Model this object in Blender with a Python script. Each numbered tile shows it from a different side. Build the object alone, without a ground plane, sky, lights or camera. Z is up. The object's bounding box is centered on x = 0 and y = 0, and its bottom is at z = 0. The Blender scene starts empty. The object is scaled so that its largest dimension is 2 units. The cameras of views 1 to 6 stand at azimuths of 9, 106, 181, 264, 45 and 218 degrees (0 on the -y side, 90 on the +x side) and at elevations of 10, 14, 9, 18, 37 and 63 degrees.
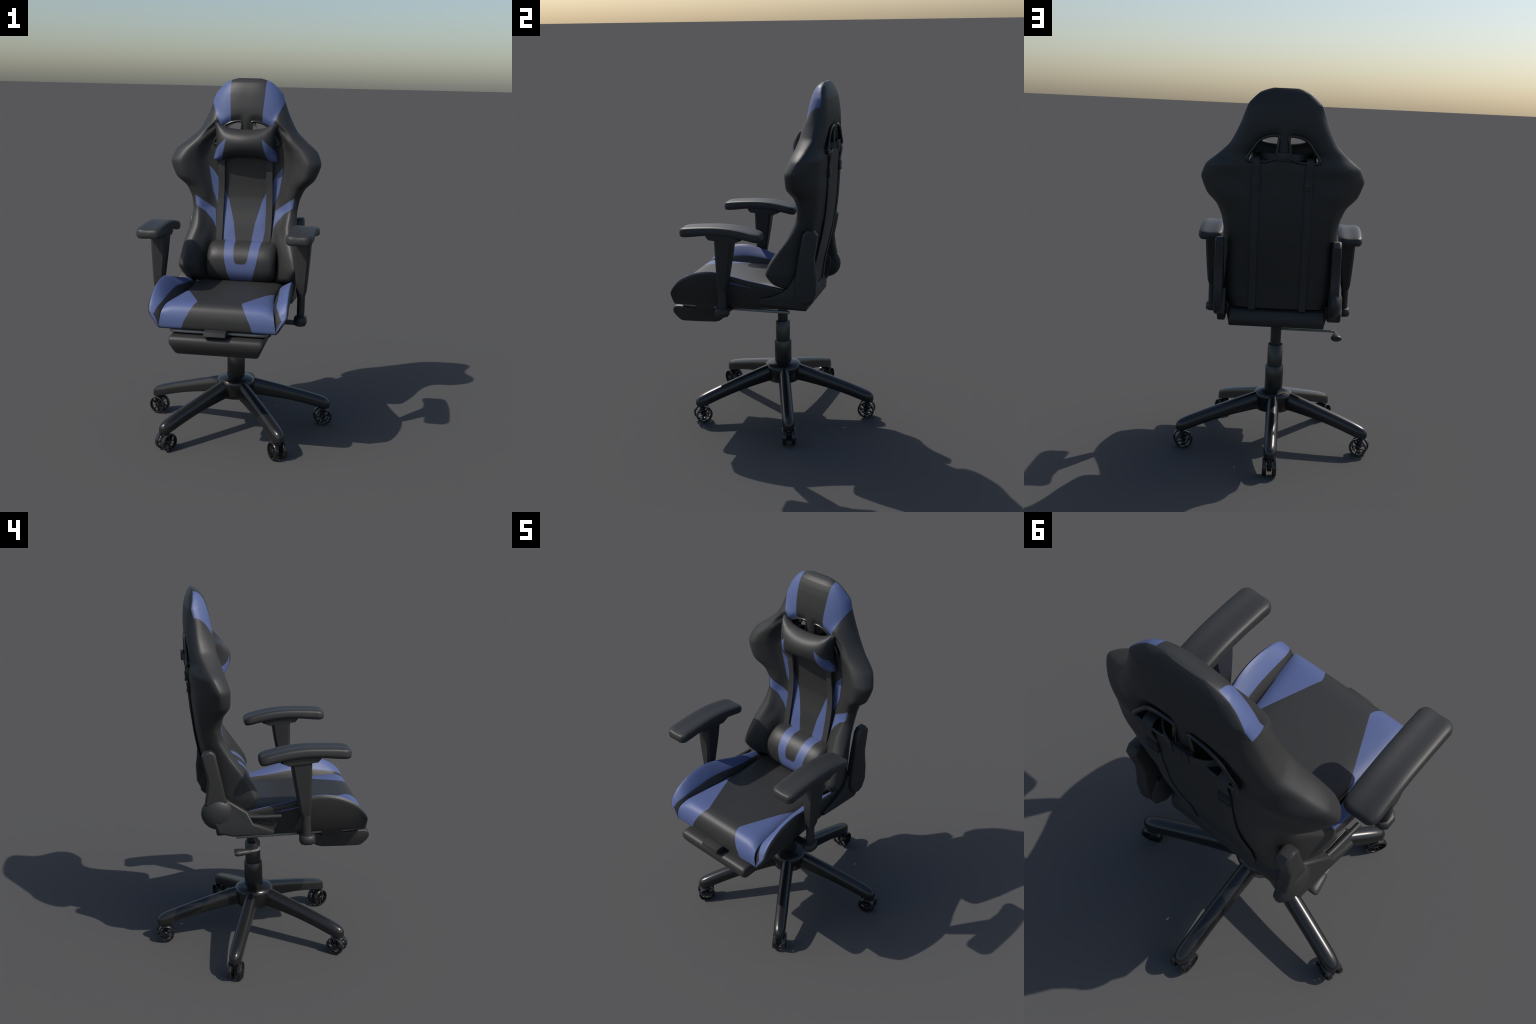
# Gaming chair: racing-style bucket seat on a five-star caster base.
import bpy, bmesh, math
from mathutils import Vector, Matrix

# ----------------------------------------------------------------- helpers
def catmull(pts, n, closed=False, tension=0.5):
    """Interpolating curve through control points, n samples per span."""
    P = [Vector(p) for p in pts]
    N = len(P)
    out = []
    spans = N if closed else N - 1
    for i in range(spans):
        p1, p2 = P[i], P[(i + 1) % N]
        if closed:
            p0, p3 = P[(i - 1) % N], P[(i + 2) % N]
        else:
            p0 = P[i - 1] if i > 0 else p1 * 2 - p2
            p3 = P[i + 2] if i + 2 < N else p2 * 2 - p1
        L = max((p2 - p1).length, 1e-6)
        L0 = max((p1 - p0).length, 1e-6)
        L3 = max((p3 - p2).length, 1e-6)
        # non-uniform tangents so uneven spacing does not overshoot
        m1 = ((p1 - p0) / L0 * L + (p2 - p1) / L * L0) / (L0 + L) * min(L, 1.6*L0) * 2 * tension
        m2 = ((p2 - p1) / L * L3 + (p3 - p2) / L3 * L) / (L + L3) * min(L, 1.6*L3) * 2 * tension
        for k in range(n):
            t = k / n
            t2, t3 = t * t, t * t * t
            out.append(p1 * (2*t3 - 3*t2 + 1) + m1 * (t3 - 2*t2 + t)
                       + p2 * (-2*t3 + 3*t2) + m2 * (t3 - t2))
    if not closed:
        out.append(P[-1].copy())
    return out


def finish(me, angle=40, mats=()):
    bm = bmesh.new()
    bm.from_mesh(me)
    bmesh.ops.recalc_face_normals(bm, faces=bm.faces)
    bm.to_mesh(me)
    bm.free()
    for m in mats:
        me.materials.append(m)
    me.shade_smooth()
    if angle is not None:
        me.set_sharp_from_angle(angle=math.radians(angle))
    return me


def mesh_of(name, verts, faces, mats=(), angle=40, face_mat=None):
    me = bpy.data.meshes.new(name)
    me.from_pydata([tuple(v) for v in verts], [], faces)
    if face_mat:
        for i, p in enumerate(me.polygons):
            p.material_index = face_mat[i]
    return finish(me, angle, mats)


def add(name, me, parent=None, loc=None, rot_z=0.0):
    ob = bpy.data.objects.new(name, me)
    bpy.context.scene.collection.objects.link(ob)
    if parent:
        ob.parent = parent
    if loc:
        ob.location = loc
    ob.rotation_euler = (0, 0, rot_z)
    return ob


def loft(rings, closed=True, caps=True):
    """Skin a list of equal-length point rings."""
    n = len(rings[0])
    V = [p for r in rings for p in r]
    F = []
    for i in range(len(rings) - 1):
        for j in range(n if closed else n - 1):
            k = (j + 1) % n
            F.append((i*n + j, i*n + k, (i+1)*n + k, (i+1)*n + j))
    if caps:
        F.append(tuple(range(n)))
        F.append(tuple((len(rings) - 1)*n + j for j in reversed(range(n))))
    return V, F


def smooth_loft(rows, n_ring, n_row, closed=True, tension=0.5, row_tension=0.5):
    """rows: control rings; interpolate round the rings and along the rows."""
    dense = [catmull(r, n_ring, closed, tension) for r in rows]
    m = len(dense[0])
    cols = [catmull([d[j] for d in dense], n_row, False, row_tension) for j in range(m)]
    return [[cols[j][i] for j in range(m)] for i in range(len(cols[0]))]


def join(parts):
    V, F = [], []
    for v, f in parts:
        o = len(V)
        V += [Vector(p) for p in v]
        F += [tuple(i + o for i in q) for q in f]
    return V, F


def mirror(v):
    return [Vector((-p[0], p[1], p[2])) for p in v]


def tube(path, r, segs=10, n=5, caps=True, closed=False, smooth=True, flat=1.0):
    P = catmull(path, n, closed) if smooth else [Vector(p) for p in path]
    rings = []
    N = len(P)
    ref = None
    for i in range(N):
        a = P[i - 1] if (i > 0 or closed) else P[i]
        b = P[(i + 1) % N] if (i < N - 1 or closed) else P[i]
        t = (b - a).normalized()
        if ref is None:
            ref = Vector((0, 0, 1)) if abs(t.z) < 0.9 else Vector((0, 1, 0))
        s = t.cross(ref).normalized()
        u = s.cross(t).normalized()
        ref = u
        rr = r(i / (N - 1)) if callable(r) else r
        rings.append([P[i] + s*math.cos(2*math.pi*k/segs)*rr
                      + u*math.sin(2*math.pi*k/segs)*rr*flat for k in range(segs)])
    if closed:
        rings.append(rings[0])
        V, F = loft(rings[:-1], True, False)
        n0 = len(rings) - 2
        F += [(n0*segs + j, n0*segs + (j+1) % segs, (j+1) % segs, j) for j in range(segs)]
        return V, F
    return loft(rings, True, caps)


def ribbon(path, width, thick, across=(1, 0, 0), n=5):
    """A flat strap: rectangular section swept along a path."""
    P = catmull(path, n)
    A = Vector(across)
    rings = []
    for i, p in enumerate(P):
        t = (P[min(i+1, len(P)-1)] - P[max(i-1, 0)]).normalized()
        a = (A - t*A.dot(t)).normalized()
        u = t.cross(a).normalized()
        w = width(i / (len(P)-1)) if callable(width) else width
        h, g, c = w/2, thick/2, thick*0.3
        rings.append([p + a*x + u*z for x, z in
                      [(-h, -g+c), (-h+c, -g), (h-c, -g), (h, -g+c),
                       (h, g-c), (h-c, g), (-h+c, g), (-h, g-c)]])
    return loft(rings)


def lathe(profile, segs=24, centre=(0, 0), squash=None):
    """profile: (radius, z) pairs turned about a vertical axis."""
    rings = [[Vector((centre[0] + r*math.cos(2*math.pi*k/segs),
                      centre[1] + r*math.sin(2*math.pi*k/segs), z)) for k in range(segs)]
             for r, z in profile]
    return loft(rings)


def prism(profile, x0, x1, bevel=0.006, segs=2, x1_profile=None):
    """Side outline in (y, z) given thickness along x, edges rounded."""
    bm = bmesh.new()
    a = [bm.verts.new((x0, y, z)) for y, z in profile]
    b = [bm.verts.new((x1, y, z)) for y, z in (x1_profile or profile)]
    n = len(a)
    bm.faces.new(a)
    bm.faces.new(list(reversed(b)))
    for i in range(n):
        bm.faces.new((a[i], b[i], b[(i+1) % n], a[(i+1) % n]))
    bmesh.ops.recalc_face_normals(bm, faces=bm.faces)
    if bevel:
        rim = set(e for f in bm.faces if len(f.verts) == n for e in f.edges) if n != 4 else set(bm.edges)
        bmesh.ops.bevel(bm, geom=list(rim), offset=bevel, segments=segs, profile=0.6,
                        affect='EDGES', clamp_overlap=True)
    return dump(bm)


def dump(bm):
    bm.verts.index_update()
    V = [v.co.copy() for v in bm.verts]
    F = [tuple(v.index for v in f.verts) for f in bm.faces]
    bm.free()
    return V, F


def box(x0, x1, y0, y1, z0, z1, bevel=0.004, segs=2):
    return prism([(y0, z0), (y1, z0), (y1, z1), (y0, z1)], x0, x1, bevel, segs)


def lerp_table(rows, t):
    """rows sorted by first column; linear interpolation of the rest."""
    if t <= rows[0][0]:
        return rows[0][1:]
    for a, b in zip(rows, rows[1:]):
        if t <= b[0]:
            k = (t - a[0]) / (b[0] - a[0])
            return tuple(p + (q - p)*k for p, q in zip(a[1:], b[1:]))
    return rows[-1][1:]


# --------------------------------------------------------------- materials
BLACK = (0.026, 0.026, 0.0255, 1)
BLUE = (0.078, 0.107, 0.238, 1)


class Nodes:
    def __init__(self, mat):
        mat.use_nodes = True
        self.t = mat.node_tree
        self.bsdf = next(n for n in self.t.nodes if n.type == 'BSDF_PRINCIPLED')

    def new(self, kind, **props):
        n = self.t.nodes.new(kind)
        for k, v in props.items():
            setattr(n, k, v)
        return n

    def link(self, a, b):
        self.t.links.new(a, b)

    def m(self, op, *args):
        n = self.new('ShaderNodeMath', operation=op)
        for i, a in enumerate(args):
            if isinstance(a, (int, float)):
                n.inputs[i].default_value = a
            else:
                self.link(a, n.inputs[i])
        return n.outputs[0]

    def coords(self):
        tc = self.new('ShaderNodeTexCoord')
        sp = self.new('ShaderNodeSeparateXYZ')
        self.link(tc.outputs['Object'], sp.inputs[0])
        return {'x': sp.outputs[0], 'ax': self.m('ABSOLUTE', sp.outputs[0]),
                'y': sp.outputs[1], 'z': sp.outputs[2], 'co': tc.outputs['Object']}

    def line(self, u, v, p, q):
        """Signed distance, positive to the left of p->q."""
        dx, dy = q[0]-p[0], q[1]-p[1]
        L = math.hypot(dx, dy)
        nx, ny = -dy/L, dx/L
        c = -(nx*p[0] + ny*p[1])
        return self.m('ADD', self.m('MULTIPLY_ADD', u, nx, self.m('MULTIPLY', v, ny)), c)

    def curve(self, s, pts):
        """Piecewise linear function through (s, value) points."""
        pts = sorted(pts)
        out = pts[0][1]
        for (s0, v0), (s1, v1) in zip(pts, pts[1:]):
            k = self.m('MULTIPLY_ADD', s, 1/(s1-s0), -s0/(s1-s0))
            k = self.m('MAXIMUM', self.m('MINIMUM', k, 1.0), 0.0)
            out = self.m('MULTIPLY_ADD', k, v1-v0, out)
        return out

    def band(self, u, v, lo, hi):
        """Positive where lo(v) < u < hi(v)."""
        return self.m('MINIMUM', self.m('SUBTRACT', u, self.curve(v, lo)), self.m('SUBTRACT', self.curve(v, hi), u))

    def polygon(self, u, v, pts):
        area = sum(a[0]*b[1] - b[0]*a[1] for a, b in zip(pts, pts[1:] + pts[:1]))
        if area < 0:
            pts = pts[::-1]
        d = None
        for p, q in zip(pts, pts[1:] + pts[:1]):
            e = self.line(u, v, p, q)
            d = e if d is None else self.m('MINIMUM', d, e)
        return d


def principled(name, colour, rough=0.5, metallic=0.0, spec=0.5, bump=0.0, bump_scale=500.0, mask=None,
               colour2=None, coat=0.0):
    mat = bpy.data.materials.new(name)
    N = Nodes(mat)
    b = N.bsdf
    b.inputs['Roughness'].default_value = rough
    b.inputs['Metallic'].default_value = metallic
    b.inputs['Specular IOR Level'].default_value = spec
    b.inputs['Coat Weight'].default_value = coat
    C = N.coords()
    # faint mottling of the surface so that it is not perfectly uniform
    noise = N.new('ShaderNodeTexNoise')
    noise.inputs['Scale'].default_value = 35
    noise.inputs['Detail'].default_value = 3
    N.link(C['co'], noise.inputs['Vector'])
    hsv = N.new('ShaderNodeHueSaturation')
    N.link(N.m('MULTIPLY_ADD', noise.outputs['Fac'], 0.10, 0.95), hsv.inputs['Value'])
    hsv.inputs['Color'].default_value = colour
    if mask:
        d = mask(N, C)
        fac = N.m('MULTIPLY_ADD', d, 700.0, 0.5)
        fac = N.m('MAXIMUM', N.m('MINIMUM', fac, 1.0), 0.0)
        mix = N.new('ShaderNodeMix', data_type='RGBA')
        N.link(fac, mix.inputs['Factor'])
        mix.inputs['A'].default_value = colour
        mix.inputs['B'].default_value = colour2
        N.link(mix.outputs['Result'], hsv.inputs['Color'])
    N.link(hsv.outputs['Color'], b.inputs['Base Color'])
    if bump:
        tex = N.new('ShaderNodeTexVoronoi')
        tex.inputs['Scale'].default_value = bump_scale
        N.link(C['co'], tex.inputs['Vector'])
        bp = N.new('ShaderNodeBump')
        bp.inputs['Strength'].default_value = bump
        bp.inputs['Distance'].default_value = 0.0006
        N.link(tex.outputs['Distance'], bp.inputs['Height'])
        N.link(bp.outputs['Normal'], b.inputs['Normal'])
    return mat


def mask_backrest(N, C):
    ax, z, y = C['ax'], C['z'], C['y']
    # headrest side panels, folded a little round the rim
    head = N.m('SUBTRACT', ax, N.curve(z, [(1.70, 0.087), (1.765, 0.090), (1.90, 0.099), (1.99, 0.102)]))
    low = N.line(ax, z, (0.150, 1.735), (0.212, 1.872))
    head = N.m('MINIMUM', N.m('MINIMUM', head, low), N.m('SUBTRACT', z, 1.70))
    head = N.m('MINIMUM', head, N.m('SUBTRACT', N.curve(z, [(1.86, 0.305), (1.91, 0.316), (1.95, 0.305), (2.0, 0.298)]), y))
    # V shaped stripes on the centre panel
    v1 = N.band(ax, z, [(0.95, 0.040), (1.068, 0.045), (1.174, 0.062), (1.300, 0.096), (1.38, 0.131), (1.41, 0.15)],
                [(0.95, 0.090), (1.066, 0.112), (1.172, 0.128), (1.30, 0.142), (1.41, 0.146)])
    # slivers at the foot of the bolsters
    v2 = N.band(ax, z, [(1.26, 0.158), (1.35, 0.146), (1.43, 0.163), (1.47, 0.187), (1.500, 0.216)],
                [(1.26, 0.155), (1.30, 0.172), (1.355, 0.194), (1.500, 0.217), (1.501, 0.15)])
    # oblique bands over the bolsters
    v3 = N.band(z, ax, [(0.158, 1.135), (0.164, 1.143), (0.190, 1.190), (0.230, 1.237), (0.282, 1.273)],
                [(0.158, 1.105), (0.164, 1.145), (0.176, 1.249), (0.225, 1.287), (0.290, 1.332)])
    v3 = N.m('MINIMUM', v3, N.line(ax, z, (0.281, 1.272), (0.290, 1.333)))
    d = N.m('MAXIMUM', N.m('MAXIMUM', v1, v2), v3)
    d = N.m('MINIMUM', d, N.m('MINIMUM', N.m('SUBTRACT', 0.262, y), N.m('SUBTRACT', z, 0.96)))
    return N.m('MAXIMUM', head, d)


def mask_neck(N, C):
    d = N.polygon(C['ax'], C['z'], [(0.103, 1.663), (0.163, 1.607), (0.21, 1.53), (0.15, 1.50), (0.126, 1.56), (0.112, 1.61)])
    return N.m('MINIMUM', d, N.m('SUBTRACT', 0.218, C['y']))


def mask_lumbar(N, C):
    s = N.m('MULTIPLY_ADD', C['y'], 0.55, C['z'])     # runs up the front and over the top
    ax = N.m('ABSOLUTE', N.m('SUBTRACT', C['x'], 0.010))
    outer = N.m('SUBTRACT', N.curve(s, [(0.86, 0.060), (0.905, 0.064), (0.928, 0.074), (0.958, 0.082), (0.989, 0.090), (1.03, 0.0965),
                                        (1.086, 0.100), (1.17, 0.108)]), ax)
    inner = N.m('SUBTRACT', N.curve(s, [(0.983, 0.0), (0.984, 0.020), (0.988, 0.028), (0.995, 0.0335), (1.007, 0.037), (1.03, 0.041), (1.086, 0.0455), (1.17, 0.0475)]), ax)
    inner = N.m('MINIMUM', inner, N.m('SUBTRACT', s, 0.984))
    d = N.m('MINIMUM', outer, N.m('MULTIPLY', inner, -1.0))
    return N.m('MINIMUM', d, N.m('SUBTRACT', 0.21, C['y']))


def mask_cushion(N, C):
    ax, y, z = C['ax'], C['y'], C['z']
    top = N.m('SUBTRACT', ax, N.curve(y, [(-0.479, 0.116), (-0.175, 0.243), (-0.10, 0.276)]))
    front = N.m('SUBTRACT', ax, N.curve(z, [(0.722, 0.187), (0.770, 0.170), (0.825, 0.142), (0.848, 0.128), (0.8585, 0.116)]))
    return N.m('MAXIMUM', N.m('MINIMUM', top, N.m('SUBTRACT', y, -0.479)), N.m('MINIMUM', front, N.m('SUBTRACT', -0.479, y)))


def mask_seat_side(N, C):
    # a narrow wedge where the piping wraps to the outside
    d = N.polygon(C['y'], C['z'], [(-0.20, 0.892), (-0.10, 0.868), (-0.05, 0.852), (-0.12, 0.866), (-0.20, 0.884)])
    return N.m('MINIMUM', d, N.m('SUBTRACT', C['ax'], 0.32))


LEATHER = dict(rough=0.5, spec=0.42, bump=0.10, bump_scale=420)
M_BACK = principled('backrest_leather', BLACK, mask=mask_backrest, colour2=BLUE, **LEATHER)
M_NECK = principled('neck_pillow_leather', BLACK, mask=mask_neck, colour2=BLUE, **LEATHER)
M_LUMBAR = principled('lumbar_pillow_leather', BLACK, mask=mask_lumbar, colour2=BLUE, **LEATHER)
M_CUSH = principled('seat_leather', BLACK, mask=mask_cushion, colour2=BLUE, **LEATHER)
M_SIDE = principled('seat_side_leather', BLACK, mask=mask_seat_side, colour2=BLUE, **LEATHER)
M_BLACK = principled('black_leather', BLACK, **LEATHER)
M_BLUE = principled('blue_leather', BLUE, **LEATHER)
M_STRAP = principled('webbing', (0.034, 0.034, 0.034, 1), rough=0.6, spec=0.35, bump=0.15, bump_scale=700)
M_PLASTIC = principled('moulded_plastic', (0.025, 0.025, 0.025, 1), rough=0.48, spec=0.45, bump=0.06, bump_scale=900)
M_PAD = principled('armrest_foam', (0.027, 0.027, 0.027, 1), rough=0.5, spec=0.45, bump=0.06, bump_scale=900)
M_BASE = principled('satin_black_metal', (0.012, 0.012, 0.012, 1), rough=0.27, spec=0.6, metallic=0.0, bump=0.02, bump_scale=300)
M_RIM = principled('glossy_black_rim', (0.012, 0.012, 0.012, 1), rough=0.25, spec=0.6)
M_DARK = principled('shaded_steel', (0.02, 0.02, 0.021, 1), rough=0.4, spec=0.5)
M_STEEL = principled('brushed_steel', (0.24, 0.25, 0.26, 1), rough=0.38, metallic=0.45)  # base colour brightened to offset the seat's shadow on the slide rail

# --------------------------------------------------------------- the chair
chair = bpy.data.objects.new('gaming_chair', None)
bpy.context.scene.collection.objects.link(chair)
chair['label'] = 'black and blue racing style gaming chair on caster base'
chair['category'] = 'gaming chair'

# ---- backrest -------------------------------------------------------------
# z | centre y | crease x, y | ridge x, y | widest x, y | back corner x, y | back y
BACK = [
    (0.826, 0.165, 0.14, 0.162, 0.225, 0.165, 0.262, 0.195, 0.230, 0.228, 0.245),
    (0.850, 0.153, 0.15, 0.150, 0.255, 0.115, 0.290, 0.150, 0.245, 0.228, 0.249),
    (0.885, 0.153, 0.155, 0.150, 0.290, 0.050, 0.325, 0.080, 0.262, 0.230, 0.255),
    (0.945, 0.158, 0.16, 0.152, 0.318, 0.018, 0.347, 0.040, 0.272, 0.231, 0.264),
    (1.000, 0.166, 0.162, 0.162, 0.308, 0.036, 0.340, 0.060, 0.272, 0.238, 0.277),
    (1.085, 0.187, 0.164, 0.183, 0.282, 0.088, 0.328, 0.110, 0.268, 0.252, 0.298),
    (1.160, 0.205, 0.166, 0.208, 0.260, 0.135, 0.312, 0.165, 0.265, 0.266, 0.315),
    (1.253, 0.229, 0.176, 0.231, 0.272, 0.186, 0.305, 0.218, 0.270, 0.290, 0.330),
    (1.320, 0.240, 0.188, 0.240, 0.280, 0.196, 0.317, 0.230, 0.278, 0.301, 0.337),
    (1.380, 0.241, 0.198, 0.239, 0.306, 0.184, 0.345, 0.223, 0.288, 0.307, 0.341),
    (1.437, 0.238, 0.212, 0.234, 0.354, 0.154, 0.402, 0.202, 0.306, 0.312, 0.344),
    (1.530, 0.232, 0.226, 0.226, 0.371, 0.150, 0.436, 0.206, 0.308, 0.315, 0.348),
    (1.593, 0.226, 0.230, 0.220, 0.332, 0.168, 0.411, 0.232, 0.302, 0.325, 0.351),
    (1.650, 0.222, 0.214, 0.214, 0.280, 0.187, 0.344, 0.264, 0.265, 0.325, 0.352),
    (1.707, 0.218, 0.185, 0.210, 0.232, 0.202, 0.284, 0.292, 0.235, 0.334, 0.353),
    (1.765, 0.210, 0.120, 0.209, 0.180, 0.206, 0.252, 0.298, 0.210, 0.338, 0.355),
    (1.830, 0.213, 0.105, 0.213, 0.168, 0.222, 0.224, 0.300, 0.185, 0.340, 0.355),
    (1.870, 0.220, 0.100, 0.220, 0.158, 0.232, 0.210, 0.305, 0.170, 0.338, 0.352),
    (1.916, 0.231, 0.092, 0.232, 0.148, 0.246, 0.191, 0.315, 0.155, 0.334, 0.346),
    (1.950, 0.243, 0.084, 0.244, 0.130, 0.258, 0.162, 0.308, 0.132, 0.326, 0.336),
    (1.976, 0.258, 0.076, 0.259, 0.110, 0.270, 0.133, 0.303, 0.110, 0.318, 0.325),
    (1.991, 0.276, 0.064, 0.277, 0.086, 0.284, 0.098, 0.302, 0.085, 0.311, 0.316),
    (2.000, 0.296, 0.040, 0.297, 0.055, 0.299, 0.066, 0.303, 0.056, 0.307, 0.309),
]


def back_ring(row):
    z, yc, xi, yi, xf, yf, w, yw, xb, yb2, yb = row
    if z > 1.80:
        # head: a plain domed section, no side bolsters
        dome = lambda u: yc + (yw - yc)*(1 - (1 - u**3.1)**(1/2.1))
        front = [(w*u, dome(u)) for u in (0.28, 0.52, 0.72, 0.88, 0.965)]
    else:
        dip = -0.014 if z < 1.12 else 0.004 if z < 1.3 or z > 1.65 else -0.012
        front = [(xi*0.55, yc), (xi, yi), ((xi+xf)/2, (yi+yf)/2 + dip), (xf, yf),
                 (xf + (w-xf)*0.72, yf + (yw-yf)*0.45)]
    half = front + [(w, yw), (w + (xb-w)*0.42, yw + (yb2-yw)*0.60), (xb, yb2),
                    (0.52*xb, yb - 0.17*(yb - yb2))]
    ring = [(0, yc, z)] + [(x, y, z) for x, y in half] + [(0, yb, z)]
    ring += [(-x, y, z) for x, y in reversed(half)]
    return ring


HOLE = [(0.026, 1.752), (0.034, 1.757), (0.083, 1.752), (0.126, 1.730), (0.160, 1.684), (0.189, 1.637),
        (0.188, 1.626), (0.178, 1.622), (0.088, 1.622), (0.066, 1.630), (0.046, 1.634), (0.040, 1.642), (0.031, 1.70)]


def poly_dist(x, z, poly):
    d = 9.0
    inside = False
    for (x0, z0), (x1, z1) in zip(poly, poly[1:] + poly[:1]):
        ex, ez = x1-x0, z1-z0
        t = max(0, min(1, ((x-x0)*ex + (z-z0)*ez) / (ex*ex + ez*ez)))
        d = min(d, math.hypot(x - x0 - t*ex, z - z0 - t*ez))
        if (z0 > z) != (z1 > z) and x < (x1-x0)*(z-z0)/(z1-z0) + x0:
            inside = not inside
    return 0.0 if inside else d


rings = smooth_loft([back_ring(r) for r in BACK], 5, 6, tension=0.46, row_tension=0.30)
for ring in rings:
    for p in ring:
        if 1.57 < p.z < 1.83 and abs(p.x) < 0.26:
            d = poly_dist(abs(p.x), p.z, HOLE)
            k = max(0.0, 1 - d/0.042)
            spine = min(1.0, max(0.0, (abs(p.x) - 0.016) / 0.016))   # the pillar between the holes stays proud
            low = min(1.0, max(0.2, (p.z - 1.60) / 0.06))
            mid = 0.285
            amt = 0.014 * k*k*(3-2*k) * spine * low
            p.y += amt if p.y < mid else -amt
V, F = loft(rings)
back_me = mesh_of('backrest', V, F, [M_BACK], angle=50)
backrest = add('backrest', back_me, chair)

# cut the two belt openings
def cutter(sign):
    bm = bmesh.new()
    pts = [Vector((sign*x, 0, z)) for x, z in HOLE]
    a = [bm.verts.new((p.x, 0.05, p.z)) for p in pts]
    b = [bm.verts.new((p.x, 0.50, p.z)) for p in pts]
    n = len(a)
    bm.faces.new(a)
    bm.faces.new(list(reversed(b)))
    for i in range(n):
        bm.faces.new((a[i], b[i], b[(i+1) % n], a[(i+1) % n]))
    bmesh.ops.recalc_face_normals(bm, faces=bm.faces)
    me = bpy.data.meshes.new('cut')
    bm.to_mesh(me)
    bm.free()
    return bpy.data.objects.new('cut', me)


cutters = []
for s in (1, -1):
    c = cutter(s)
    bpy.context.scene.collection.objects.link(c)
    mod = backrest.modifiers.new('opening', 'BOOLEAN')
    mod.object = c
    mod.operation = 'DIFFERENCE'
    mod.solver = 'EXACT'
    cutters.append(c)
dg = bpy.context.evaluated_depsgraph_get()
cut_me = bpy.data.meshes.new_from_object(backrest.evaluated_get(dg))
backrest.modifiers.clear()
backrest.data = cut_me
for p in cut_me.polygons:
    p.material_index = 0
cut_me.shade_smooth()
cut_me.set_sharp_from_angle(angle=math.radians(45))
for c in cutters:
    bpy.data.objects.remove(c)

# moulded grommets round the openings: front bead, back bead and inner sleeve
def grommet(sign):
    parts = []
    for y, r in ((0.222, 0.0078), (0.349, 0.0080)):
        parts.append(tube([(sign*x, y, z) for x, z in HOLE], r, 8, 3, closed=True))
    outer = catmull([(x, 0, z) for x, z in HOLE], 3, True)
    c = Vector((0.10, 0, 1.68))
    inner = [p + (c - p).normalized()*0.0075 for p in outer]
    loops = []
    for pts, y in ((outer, 0.224), (inner, 0.224), (inner, 0.347), (outer, 0.347)):
        loops.append([Vector((sign*p.x, y, p.z)) for p in pts])
    loops.append(loops[0])
    n = len(outer)
    V, F = loft(loops[:-1], True, False)
    F += [(3*n + j, 3*n + (j+1) % n, (j+1) % n, j) for j in range(n)]
    parts.append((V, F))
    return join(parts)


for s in (1, -1):
    V, F = grommet(s)
    add('grommet', mesh_of('grommet', V, F, [M_RIM], 60), backrest)

# ---- neck pillow ----------------------------------------------------------
# x | top z | bottom z | front y | back y | edge y
NECK = [
    (0.000, 1.711, 1.558, 0.115, 0.216, 0.200),
    (0.050, 1.713, 1.556, 0.118, 0.216, 0.201),
    (0.100, 1.721, 1.549, 0.126, 0.217, 0.203),
    (0.138, 1.736, 1.537, 0.138, 0.218, 0.206),
    (0.166, 1.749, 1.530, 0.158, 0.219, 0.210),
    (0.182, 1.748, 1.536, 0.186, 0.220, 0.213),
]


def neck_ring(row, sign):
    x, zt, zb, yf, yb, ye = row
    zc, h = (zt+zb)/2, (zt-zb)/2
    pts = []
    for v, k in [(1.0, 0.0), (0.90, 0.44), (0.58, 0.83), (0.15, 1.0), (-0.25, 0.97), (-0.63, 0.77), (-0.90, 0.44), (-1.0, 0.0)]:
        # short ends are hollow, so the corners stick out
        xx = x * (1 - 0.10*(1 - v*v) * (x/0.181)**2) + (0.006 if v < -0.8 and x > 0.15 else 0)
        y = ye + (yf - ye)*k
        pts.append((sign*xx, y, zc + h*v))
    for v in (-0.6, 0.0, 0.6):
        xx = x * (1 - 0.10*(1 - v*v) * (x/0.181)**2)
        pts.append((sign*xx, yb, zc + h*v))
    return pts


rows = [neck_ring(r, -1) for r in reversed(NECK[1:])] + [neck_ring(r, 1) for r in NECK]
rings = smooth_loft(rows, 4, 5)
V, F = loft(rings)
neck = add('neck_pillow', mesh_of('neck_pillow', V, F, [M_NECK], 60), chair)

# its belt runs through the openings and is buckled behind the pillar
belt = [(-0.152, 0.225, 1.648), (-0.138, 0.262, 1.648), (-0.108, 0.318, 1.649), (-0.072, 0.352, 1.649), (-0.035, 0.3655, 1.649),
        (0.035, 0.3655, 1.649), (0.072, 0.352, 1.649), (0.108, 0.318, 1.649), (0.138, 0.262, 1.648), (0.152, 0.225, 1.648)]
V, F = ribbon(belt, 0.034, 0.006, (0, 0, 1))
add('neck_belt', mesh_of('neck_belt', V, F, [M_STRAP], 40), neck)
V, F = join([box(-0.034, 0.034, 0.360, 0.3725, 1.629, 1.670, 0.003),
             box(-0.032, -0.024, 0.360, 0.3755, 1.627, 1.672, 0.002),
             box(0.024, 0.032, 0.360, 0.3755, 1.627, 1.672, 0.002),
             box(-0.012, 0.012, 0.366, 0.375, 1.632, 1.667, 0.002)])
add('buckle', mesh_of('buckle', V, F, [M_DARK], 40), neck)

# ---- lumbar pillow --------------------------------------------------------
LUMB = [(0.205, 1.070), (0.165, 1.079), (0.120, 1.075), (0.075, 1.045), (0.046, 1.000), (0.040, 0.955),
        (0.046, 0.905), (0.075, 0.864), (0.130, 0.848), (0.185, 0.850)]


def lumbar_ring(x, s):
    cy, cz = 0.165, 0.955
    return [(x + (0.0), cy + (y - cy)*s[0], cz + (z - cz)*s[1]) for y, z in LUMB] 


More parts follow.
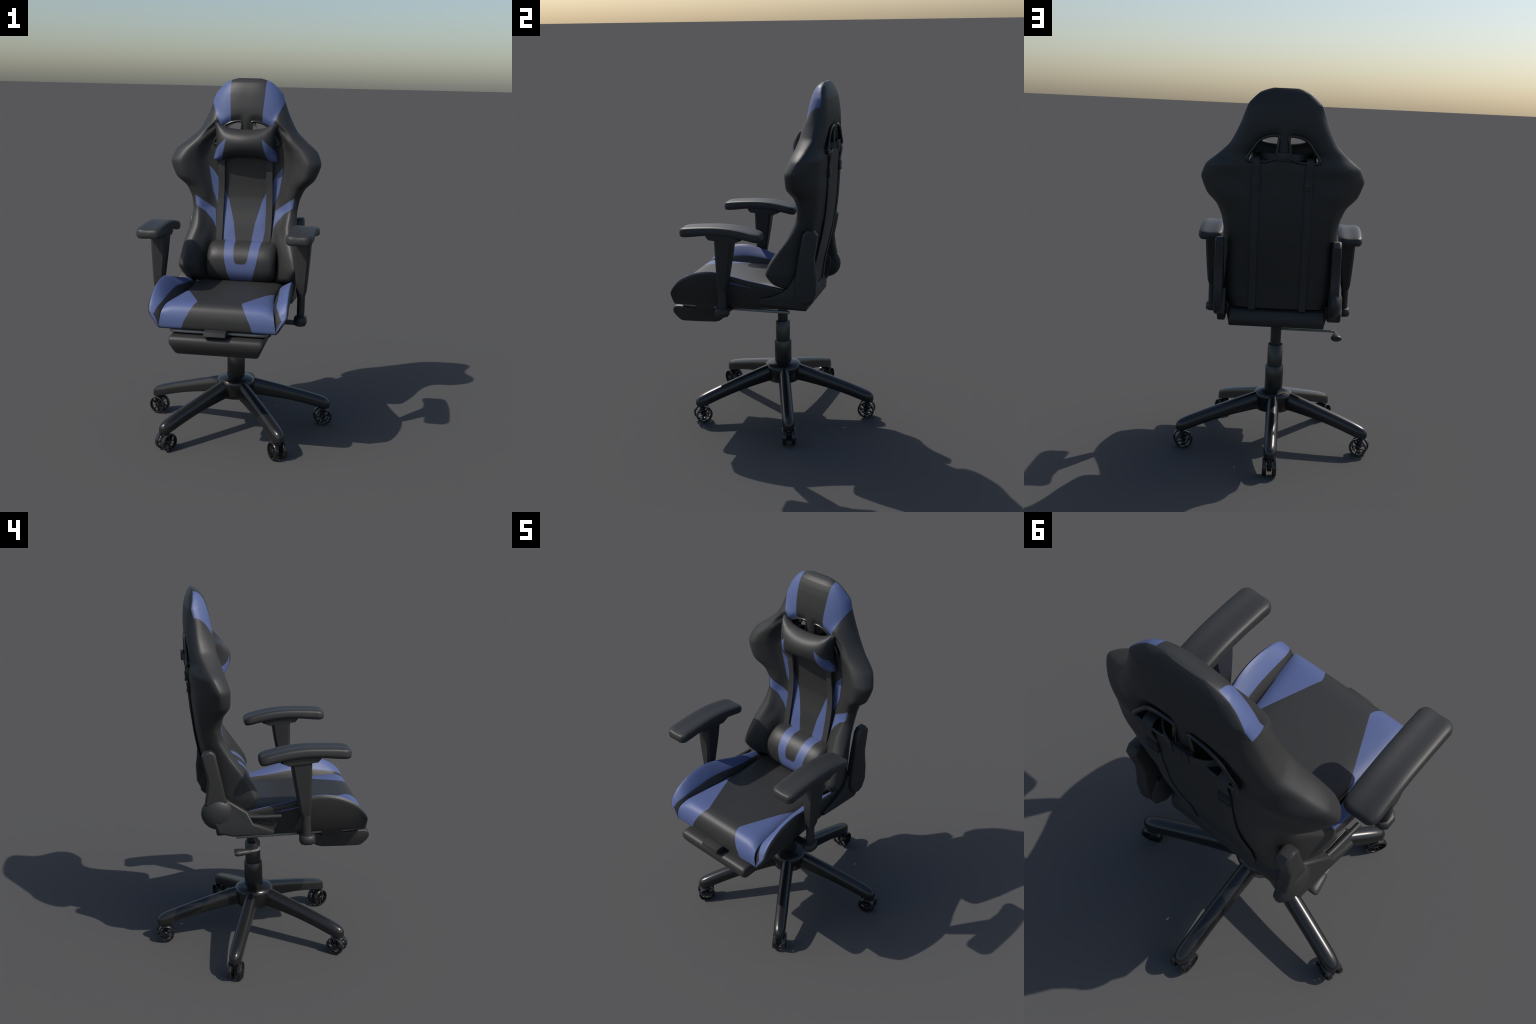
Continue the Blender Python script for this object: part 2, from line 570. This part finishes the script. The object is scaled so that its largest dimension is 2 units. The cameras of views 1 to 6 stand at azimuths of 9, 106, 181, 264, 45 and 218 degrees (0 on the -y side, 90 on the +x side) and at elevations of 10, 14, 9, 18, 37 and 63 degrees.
rows = []
for x, sy, sz in [(-0.198, 0.62, 0.60), (-0.195, 0.80, 0.78), (-0.178, 0.93, 0.93), (-0.150, 0.985, 0.985), (-0.10, 1, 1), (0, 1, 1),
                  (0.10, 1, 1), (0.150, 0.985, 0.985), (0.178, 0.93, 0.93), (0.195, 0.80, 0.78), (0.198, 0.62, 0.60)]:
    rows.append(lumbar_ring(x + 0.007, (sy, sz)))
rings = smooth_loft(rows, 4, 4)
V, F = loft(rings)
lumbar = add('lumbar_pillow', mesh_of('lumbar_pillow', V, F, [M_LUMBAR], 60), chair)

# lumbar straps: up the front, through the opening, down the back
def strap_path(s):
    p = [(0.142, 0.176, 1.055), (0.142, 0.187, 1.11), (0.143, 0.206, 1.20), (0.142, 0.222, 1.30), (0.140, 0.224, 1.38),
         (0.139, 0.213, 1.50), (0.139, 0.216, 1.58), (0.140, 0.236, 1.632), (0.141, 0.285, 1.640), (0.141, 0.345, 1.637), (0.140, 0.357, 1.615)]
    for z in (1.55, 1.46, 1.38, 1.28, 1.18, 1.08, 0.98, 0.90, 0.816):
        _, _, _, _, _, _, _, xb, yb2, yb = lerp_table(BACK, z)
        p.append((0.137, yb - (yb - yb2)*0.15 + 0.0050, z))
    return [(s*x, y, z) for x, y, z in p]


for s in (1, -1):
    V, F = ribbon(strap_path(s), 0.038, 0.006, (1, 0, 0))
    strap = add('lumbar_strap', mesh_of('lumbar_strap', V, F, [M_STRAP], 40), lumbar)
    xs = s*0.137
    yo = 0.3435
    V, F = join([box(xs-0.021, xs+0.021, yo, yo+0.0125, 1.484, 1.537, 0.003),
                 box(xs-0.022, xs+0.022, yo+0.004, yo+0.0150, 1.526, 1.532, 0.002),
                 box(xs-0.022, xs+0.022, yo+0.004, yo+0.0150, 1.516, 1.521, 0.002),
                 box(xs-0.022, xs+0.022, yo+0.004, yo+0.0150, 1.483, 1.490, 0.002),
                 box(xs-0.022, xs+0.022, yo+0.004, yo+0.0145, 1.496, 1.501, 0.002)])
    add('strap_adjuster', mesh_of('strap_adjuster', V, F, [M_DARK], 40), lumbar)

# ---- seat -----------------------------------------------------------------
# cushion outline along y: (y, z, half width)
CUSH = [(-0.535, 0.722, 0.304), (-0.546, 0.728, 0.304), (-0.551, 0.760, 0.300), (-0.546, 0.800, 0.294), (-0.528, 0.836, 0.288), (-0.505, 0.852, 0.284),
        (-0.478, 0.8585, 0.280), (-0.36, 0.860, 0.266), (-0.19, 0.860, 0.247), (-0.05, 0.860, 0.246), (0.06, 0.860, 0.248), (0.12, 0.852, 0.248),
        (0.175, 0.818, 0.248)]
P = catmull(CUSH, 5)
rings = []
for y, z, w in P:
    top = []
    for k in range(13):
        u = (-1, -0.97, -0.90, -0.80, -0.6, -0.3, 0, 0.3, 0.6, 0.80, 0.90, 0.97, 1)[k]
        # sides roll off slightly where the piping pulls them down
        top.append(Vector((w*u, y, z - 0.018*abs(u)**12*max(0.0, min(1.0, (z - 0.80)/0.05)))))
    zb = min(0.722, z - 0.001) if z < 0.73 else 0.722
    rings.append(top + [Vector((w*u, max(y, -0.535), zb)) for u in (1, 0.5, 0, -0.5, -1)])
V, F = loft(rings)
seat = add('seat', mesh_of('seat', V, F, [M_CUSH], 55), chair)

# seat bolsters; ring = outer bottom, outer mid, outer ridge, ridge top, blue edge, base, inner bottom
SIDE = [
    (-0.5505, [(0.303, 0.730), (0.329, 0.766), (0.349, 0.797), (0.347, 0.803), (0.332, 0.796), (0.317, 0.770), (0.304, 0.731)]),
    (-0.5450, [(0.304, 0.726), (0.336, 0.767), (0.359, 0.806), (0.353, 0.816), (0.326, 0.807), (0.309, 0.782), (0.298, 0.727)]),
    (-0.535, [(0.306, 0.724), (0.341, 0.776), (0.363, 0.826), (0.354, 0.838), (0.318, 0.826), (0.302, 0.806), (0.287, 0.724)]),
    (-0.50, [(0.305, 0.724), (0.343, 0.790), (0.362, 0.866), (0.353, 0.880), (0.300, 0.852), (0.285, 0.826), (0.275, 0.724)]),
    (-0.40, [(0.301, 0.724), (0.344, 0.810), (0.358, 0.919), (0.348, 0.931), (0.291, 0.873), (0.270, 0.836), (0.262, 0.724)]),
    (-0.30, [(0.296, 0.724), (0.340, 0.818), (0.354, 0.934), (0.345, 0.945), (0.283, 0.887), (0.260, 0.836), (0.25, 0.724)]),
    (-0.20, [(0.291, 0.724), (0.332, 0.818), (0.345, 0.916), (0.336, 0.927), (0.273, 0.884), (0.252, 0.834), (0.24, 0.724)]),
    (-0.10, [(0.285, 0.724), (0.318, 0.808), (0.328, 0.891), (0.318, 0.901), (0.264, 0.872), (0.249, 0.832), (0.24, 0.724)]),
    (0.00, [(0.276, 0.724), (0.303, 0.792), (0.312, 0.871), (0.304, 0.880), (0.268, 0.861), (0.249, 0.830), (0.24, 0.724)]),
    (0.09, [(0.265, 0.724), (0.288, 0.780), (0.301, 0.852), (0.295, 0.860), (0.274, 0.847), (0.252, 0.828), (0.24, 0.724)]),
    (0.20, [(0.258, 0.724), (0.272, 0.775), (0.279, 0.812), (0.273, 0.818), (0.262, 0.812), (0.250, 0.800), (0.24, 0.724)]),
]
nr = 5
for s in (1, -1):
    rings = smooth_loft([[(s*x, y, z) for x, z in r] for y, r in SIDE], nr, 6, tension=0.42)
    V, F = loft(rings)
    m = len(rings[0])
    fm = []
    for i in range(len(F)):
        j = i % m
        # the strip from the ridge to the inner edge is the blue panel
        strip = int(2.8*nr) <= j < 4*nr and i < (len(rings)-1)*m and i // m < 54
        front_cap = i == (len(rings)-1)*m
        fm.append(1 if strip or front_cap else 0)
    me = mesh_of('seat_bolster', V, F, [M_SIDE, M_BLUE], 60, fm)
    add('seat_bolster', me, seat)

V, F = prism([(0.10, 0.722), (0.236, 0.720), (0.243, 0.726), (0.246, 0.760), (0.238, 0.800), (0.215, 0.820), (0.10, 0.822)], -0.260, 0.260, 0.010, 3)
add('seat_back_roll', mesh_of('seat_back_roll', V, F, [M_BLACK], 50), seat)

# ---- arm rests ------------------------------------------------------------
# pad section stations along y: (y, top z, bottom z, half width)
PAD = [(-0.446, 1.198, 1.176, 0.040), (-0.441, 1.209, 1.168, 0.052), (-0.424, 1.216, 1.165, 0.0655), (-0.38, 1.222, 1.168, 0.068), (-0.30, 1.228, 1.178, 0.068), (-0.22, 1.231, 1.181, 0.068), (-0.14, 1.227, 1.176, 0.068),
       (-0.05, 1.212, 1.163, 0.068), (-0.005, 1.201, 1.154, 0.066), (0.014, 1.193, 1.153, 0.056), (0.021, 1.184, 1.159, 0.042)]


def pad_ring(row, cx):
    y, zt, zb, w = row
    c = min(0.024, (zt-zb)*0.34, w*0.4)
    return [(cx - w + c*1.1, y, zt), (cx, y, zt - 0.002), (cx + w - c*1.1, y, zt), (cx + w - c*0.25, y, zt - c*0.35), (cx + w, y, zt - c*1.3),
            (cx + w, y, zb + c*0.8), (cx + w - c*0.6, y, zb), (cx, y, zb), (cx - w + c*0.6, y, zb), (cx - w, y, zb + c*0.8),
            (cx - w, y, zt - c*1.3), (cx - w + c*0.25, y, zt - c*0.35)]


for s in (1, -1):
    cx = s*0.393
    V, F = loft(smooth_loft([pad_ring(r, cx) for r in PAD], 3, 4))
    # the top mount of the post carries the pad
    arm = None
    # post: tapered sleeve over an inner tube, standing on a foot block
    def sect(z, x0, x1, y0, y1, c=0.012):
        return [Vector((s*x, y, z)) for x, y in [(x0+c, y0), (x1-c, y0), (x1, y0+c), (x1, y1-c), (x1-c, y1), (x0+c, y1), (x0, y1-c), (x0, y0+c)]]
    sleeve = loft([sect(1.150, 0.346, 0.434, -0.246, -0.140), sect(1.06, 0.351, 0.430, -0.245, -0.152), sect(0.95, 0.359, 0.423, -0.243, -0.170),
                   sect(0.885, 0.364, 0.418, -0.241, -0.181), sect(0.858, 0.370, 0.411, -0.237, -0.192, 0.010)])
    arm = add('armrest', mesh_of('armrest_post', *sleeve, [M_PLASTIC], 35), chair)
    add('armrest_pad', mesh_of('armrest_pad', V, F, [M_PAD], 60), arm)
    inner = loft([sect(0.90, 0.371, 0.411, -0.239, -0.194, 0.012), sect(0.74, 0.371, 0.410, -0.241, -0.193, 0.012)])
    add('armrest_tube', mesh_of('armrest_tube', *inner, [M_PLASTIC], 50), arm)
    foot = loft([sect(0.748, 0.364, 0.416, -0.254, -0.186, 0.018), sect(0.744, 0.358, 0.422, -0.260, -0.180, 0.018),
                 sect(0.712, 0.356, 0.424, -0.262, -0.179, 0.018), sect(0.700, 0.362, 0.418, -0.256, -0.186, 0.018)])
    add('armrest_foot', mesh_of('armrest_foot', *foot, [M_PLASTIC], 60), arm)
    br = join([prism([(-0.252, 0.694), (-0.216, 0.688), (-0.180, 0.715), (-0.180, 0.7235), (-0.258, 0.7235), (-0.258, 0.702)], 0.14, 0.285, 0.003),
               box(0.27, 0.362, -0.243, -0.197, 0.703, 0.7215, 0.004)])
    add('armrest_bracket', mesh_of('armrest_bracket', [Vector((s*p.x, p.y, p.z)) for p in br[0]], br[1], [M_DARK], 35), arm)
    mount = prism([(-0.292, 1.172), (-0.275, 1.152), (-0.150, 1.142), (-0.125, 1.140), (-0.085, 1.158), (-0.12, 1.178), (-0.25, 1.186)], 0.345, 0.442, 0.006)
    add('armrest_mount', mesh_of('armrest_mount', [Vector((s*p.x, p.y, p.z)) for p in mount[0]], mount[1], [M_PLASTIC], 35), arm)

# ---- recliner hinges ------------------------------------------------------
UPPER = [(0.244, 1.188), (0.266, 1.209), (0.302, 1.211), (0.323, 1.184), (0.312, 1.105), (0.304, 1.054), (0.308, 0.995), (0.317, 0.940), (0.315, 0.848), (0.290, 0.797),
         (0.255, 0.783), (0.215, 0.800), (0.190, 0.850), (0.192, 0.920), (0.214, 1.050)]
V, F = prism(UPPER, 0.294, 0.341, 0.015, 4)
hinge = add('hinge_cover', mesh_of('hinge_cover', V, F, [M_PLASTIC], 40), chair)
LOWER = [(-0.025, 0.768), (-0.015, 0.797), (0.038, 0.806), (0.079, 0.822), (0.139, 0.854), (0.185, 0.93), (0.262, 0.93), (0.300, 0.86), (0.295, 0.795), (0.246, 0.750), (0.12, 0.757)]
V, F = prism(LOWER, 0.278, 0.321, 0.007, 2)
add('hinge_plate', mesh_of('hinge_plate', V, F, [M_PLASTIC], 40), hinge)

UPPER_L = [(0.306, 1.180), (0.286, 1.206), (0.257, 1.210), (0.234, 1.190), (0.210, 1.060), (0.185, 0.930), (0.184, 0.900), (0.28, 0.860), (0.299, 0.930), (0.288, 0.985), (0.281, 1.050), (0.294, 1.110)]
V, F = prism(UPPER_L, -0.280, -0.332, 0.015, 4)
hinge2 = add('hinge_cover', mesh_of('hinge_cover', V, F, [M_PLASTIC], 40), chair)
# lower housing with its round pivot boss
HOUSE = [(0.238, 0.765), (0.246, 0.792), (0.27, 0.85), (0.27, 0.91), (0.225, 0.945), (0.183, 0.938), (0.085, 0.880), (0.055, 0.815), (-0.052, 0.772), (-0.047, 0.750), (0.164, 0.744)]
V, F = prism(HOUSE, -0.276, -0.349, 0.014, 4)
# the housing bulges along its lower edge and flares towards the front arm; the boss stands proud above
for p in V:
    if p.x < -0.30:
        p.x += 0.030*max(0.0, min(1.0, (p.z - 0.83)/0.07))*max(0.0, min(1.0, (p.y - 0.10)/0.08))
        p.x -= 0.022*max(0.0, min(1.0, (0.17 - p.y)/0.16))
add('hinge_housing', mesh_of('hinge_housing', V, F, [M_PLASTIC], 40), hinge2)
def boss(y0, z0, radii_x, segs=20):
    rings = [[Vector((x, y0 + r*math.cos(2*math.pi*k/segs), z0 + r*math.sin(2*math.pi*k/segs))) for k in range(segs)] for r, x in radii_x]
    return loft(rings)
V, F = boss(0.233, 0.867, [(0.070, -0.285), (0.084, -0.290), (0.0895, -0.304), (0.087, -0.317), (0.074, -0.330), (0.056, -0.341), (0.032, -0.347), (0.010, -0.349)])
add('hinge_boss', mesh_of('hinge_boss', V, F, [M_PLASTIC], 50), hinge2)
INNER = [(-0.052, 0.757), (-0.072, 0.788), (-0.062, 0.828), (-0.02, 0.842), (0.10, 0.862), (0.20, 0.90), (0.20, 0.757)]
V, F = prism(INNER, -0.276, -0.325, 0.006, 2)
add('hinge_plate', mesh_of('hinge_plate', V, F, [M_PLASTIC], 40), hinge2)
V, F = join([tube([(-0.338, 0.10, 0.850), (-0.346, 0.02, 0.846), (-0.354, -0.092, 0.846)], 0.0115, 10, 3),
             tube([(-0.318, 0.10, 0.838), (-0.320, 0.0, 0.825), (-0.322, -0.050, 0.818)], 0.013, 10, 3)])
add('recline_lever', mesh_of('recline_lever', V, F, [M_PLASTIC], 40), hinge2)

# ---- foot rest with its slide rail -----------------------------------------
FOOT = [(-0.582, 0.645), (-0.584, 0.670), (-0.577, 0.686), (-0.558, 0.694), (-0.44, 0.690), (-0.34, 0.688), (-0.285, 0.690), (-0.266, 0.684),
        (-0.264, 0.655), (-0.276, 0.628), (-0.300, 0.607), (-0.328, 0.598), (-0.522, 0.590), (-0.544, 0.593), (-0.562, 0.611)]
rings = []
for x, k in [(-0.243, 0.70), (-0.241, 0.86), (-0.233, 0.96), (-0.222, 1.0), (0.222, 1.0), (0.233, 0.96), (0.241, 0.86), (0.243, 0.70)]:
    ring = []
    for y, z in FOOT:
        low = max(0.0, min(1.0, (0.66 - z)/0.06))
        ring.append(Vector((x*(1 - 0.10*low), -0.38 + (y + 0.38)*(0.93 + 0.07*k), 0.648 + (z - 0.648)*(0.35 + 0.65*k))))
    rings.append(catmull(ring, 2, True, 0.25))
V, F = loft(rings)
foot = add('footrest', mesh_of('footrest', V, F, [M_BLACK], 50), chair)
rail = [(-0.250, 0.140, 0.705), (-0.250, -0.20, 0.704), (-0.250, -0.46, 0.706), (-0.249, -0.490, 0.707), (-0.243, -0.512, 0.708), (-0.222, -0.521, 0.709), (-0.10, -0.522, 0.709)]
V, F = tube(rail + [(-x, y, z) for x, y, z in reversed(rail)], 0.0095, 10, 3)
add('slide_rail', mesh_of('slide_rail', V, F, [M_STEEL], 40), foot)
V, F = prism([(-0.601, 0.708), (-0.596, 0.729), (-0.568, 0.735), (-0.515, 0.7245), (-0.515, 0.700), (-0.590, 0.700)], -0.058, 0.056, 0.004, 2)
add('pull_handle', mesh_of('pull_handle', V, F, [M_PLASTIC], 35), foot)
for s in (1, -1):
    V, F = box(min(s*0.20, s*0.262), max(s*0.20, s*0.262), -0.432, -0.318, 0.680, 0.716, 0.003)
    add('rail_clamp', mesh_of('rail_clamp', V, F, [M_DARK], 35), foot)

# ---- lift: seat plate, gas column, height lever ------------------------------
CY = 0.031
V, F = lathe([(0.030, 0.56), (0.030, 0.70)], 24, (0, CY))
column = add('gas_column', mesh_of('gas_column', V, F, [M_DARK], 40), chair)
V, F = lathe([(0.043, 0.430), (0.0425, 0.572), (0.040, 0.575), (0.029, 0.575)], 24, (0, CY))
add('column_sleeve', mesh_of('column_sleeve', V, F, [M_BASE], 40), column)
V, F = lathe([(0.046, 0.300), (0.051, 0.312), (0.051, 0.448), (0.049, 0.451), (0.041, 0.451)], 24, (0, CY))
add('column_cover', mesh_of('column_cover', V, F, [M_BASE], 40), column)
V, F = join([box(-0.13, 0.13, -0.20, 0.17, 0.713, 0.7235, 0.003), box(-0.05, 0.05, -0.04, 0.10, 0.702, 0.716, 0.004)])
add('seat_plate', mesh_of('seat_plate', V, F, [M_DARK], 35), column)
V, F = tube([(0.0, 0.031, 0.663), (-0.10, 0.031, 0.662), (-0.30, 0.028, 0.661), (-0.324, 0.028, 0.660), (-0.334, 0.036, 0.657), (-0.336, 0.080, 0.652)], 0.0065, 8, 4)
lever = add('height_lever', mesh_of('height_lever', V, F, [M_STEEL], 40), chair)
k = [(0.070, 0.013, 0.011, 0.652), (0.074, 0.017, 0.0135, 0.652), (0.11, 0.024, 0.0165, 0.652), (0.138, 0.030, 0.019, 0.651), (0.153, 0.031, 0.0170, 0.652), (0.158, 0.028, 0.013, 0.653)]
rings = [[Vector((-0.336 + a*math.cos(2*math.pi*i/14), y, z + b*math.sin(2*math.pi*i/14))) for i in range(14)] for y, a, b, z in k]
V, F = loft(rings)
add('lever_knob', mesh_of('lever_knob', V, F, [M_PLASTIC], 45), lever)

# ---- five-star base -----------------------------------------------------------
V, F = lathe([(0.094, 0.196), (0.098, 0.199), (0.107, 0.255), (0.111, 0.277), (0.110, 0.289), (0.104, 0.300), (0.088, 0.309), (0.055, 0.317), (0.04, 0.318)], 20, (0, CY))
hub = add('base_hub', mesh_of('base_hub', V, F, [M_BASE], 60), chair)
# leg profile: distance from the centre, top z, bottom z, half width
LEG = [(0.070, 0.302, 0.206, 0.036), (0.100, 0.298, 0.206, 0.036), (0.20, 0.270, 0.190, 0.0355), (0.33, 0.231, 0.162, 0.035), (0.43, 0.200, 0.133, 0.0345),
       (0.500, 0.176, 0.110, 0.034), (0.528, 0.164, 0.102, 0.0310), (0.547, 0.152, 0.101, 0.0235), (0.557, 0.138, 0.104, 0.014), (0.560, 0.124, 0.108, 0.007)]


def leg_ring(row):
    r, zt, zb, w = row
    h = zt - zb
    half = [(0.0, 1.0), (0.40, 0.965), (0.75, 0.83), (0.95, 0.58), (1.0, 0.30), (1.0, 0.05), (0.95, 0.0)]
    ring = [(r, w*u, zb + h*v) for u, v in half]
    return ring + [(r, -w*u, zb + h*v) for u, v in reversed(half[1:])]


V, F = loft(smooth_loft([leg_ring(r) for r in LEG], 2, 4, tension=0.45))
leg_me = mesh_of('leg', V, F, [M_BASE], 50)

# caster wheel: rim, spokes and hub, axle along local y
def wheel_mesh():
    parts = []
    segs = 28
    prof = [(0.0415, -0.0105), (0.0465, -0.0112), (0.0493, -0.0080), (0.0500, 0.0), (0.0493, 0.0080), (0.0465, 0.0112), (0.0415, 0.0105), (0.0400, 0.0)]
    rings = [[Vector((r*math.cos(2*math.pi*k/segs), y, r*math.sin(2*math.pi*k/segs))) for r, y in prof] for k in range(segs)]
    n = len(prof)
    V, F = loft(rings, True, False)
    F += [((segs-1)*n + j, (segs-1)*n + (j+1) % n, (j+1) % n, j) for j in range(n)]
    parts.append((V, F))
    hubp = [(0.010, -0.008), (0.012, -0.006), (0.012, 0.006), (0.010, 0.008)]
    parts.append(loft([[Vector((r*math.cos(2*math.pi*k/12), y, r*math.sin(2*math.pi*k/12))) for k in range(12)] for r, y in hubp]))
    for i in range(8):
        a = 2*math.pi*(i + 0.3)/8
        v, f = box(0.009, 0.0425, -0.0075, 0.0075, -0.0020, 0.0020, 0.0)
        R = Matrix.Rotation(a, 3, 'Y')
        parts.append(([R @ p for p in v], f))
    V, F = join(parts)
    return mesh_of('wheel', V, F, [M_RIM], 35)


wheel_me = wheel_mesh()
fork = join([lathe([(0.013, 0.060), (0.013, 0.098)], 12),
             box(-0.014, 0.014, -0.0125, 0.0125, 0.026, 0.074, 0.006),
             lathe([(0.020, 0.080), (0.022, 0.084), (0.022, 0.090), (0.020, 0.093)], 14)])
axle = boss(0, 0, [(0.005, 0), (0.005, 1)], 8)
axle = ([Vector((p.y, (p.x - 0.5)*0.068, p.z + 0.050)) for p in axle[0]], axle[1])
V, F = join([fork, axle])
fork_me = mesh_of('caster', V, F, [M_RIM], 35)

for i in range(5):
    a = math.radians(90.4 + 72*i)
    leg = add('leg', leg_me, hub, (0, CY, 0), a)
    R = 0.519
    cas = add('caster', fork_me, chair, (R*math.cos(a), CY + R*math.sin(a), 0), a)
    for s in (1, -1):
        w = add('wheel', wheel_me, cas, (0, s*0.0260, 0.050))
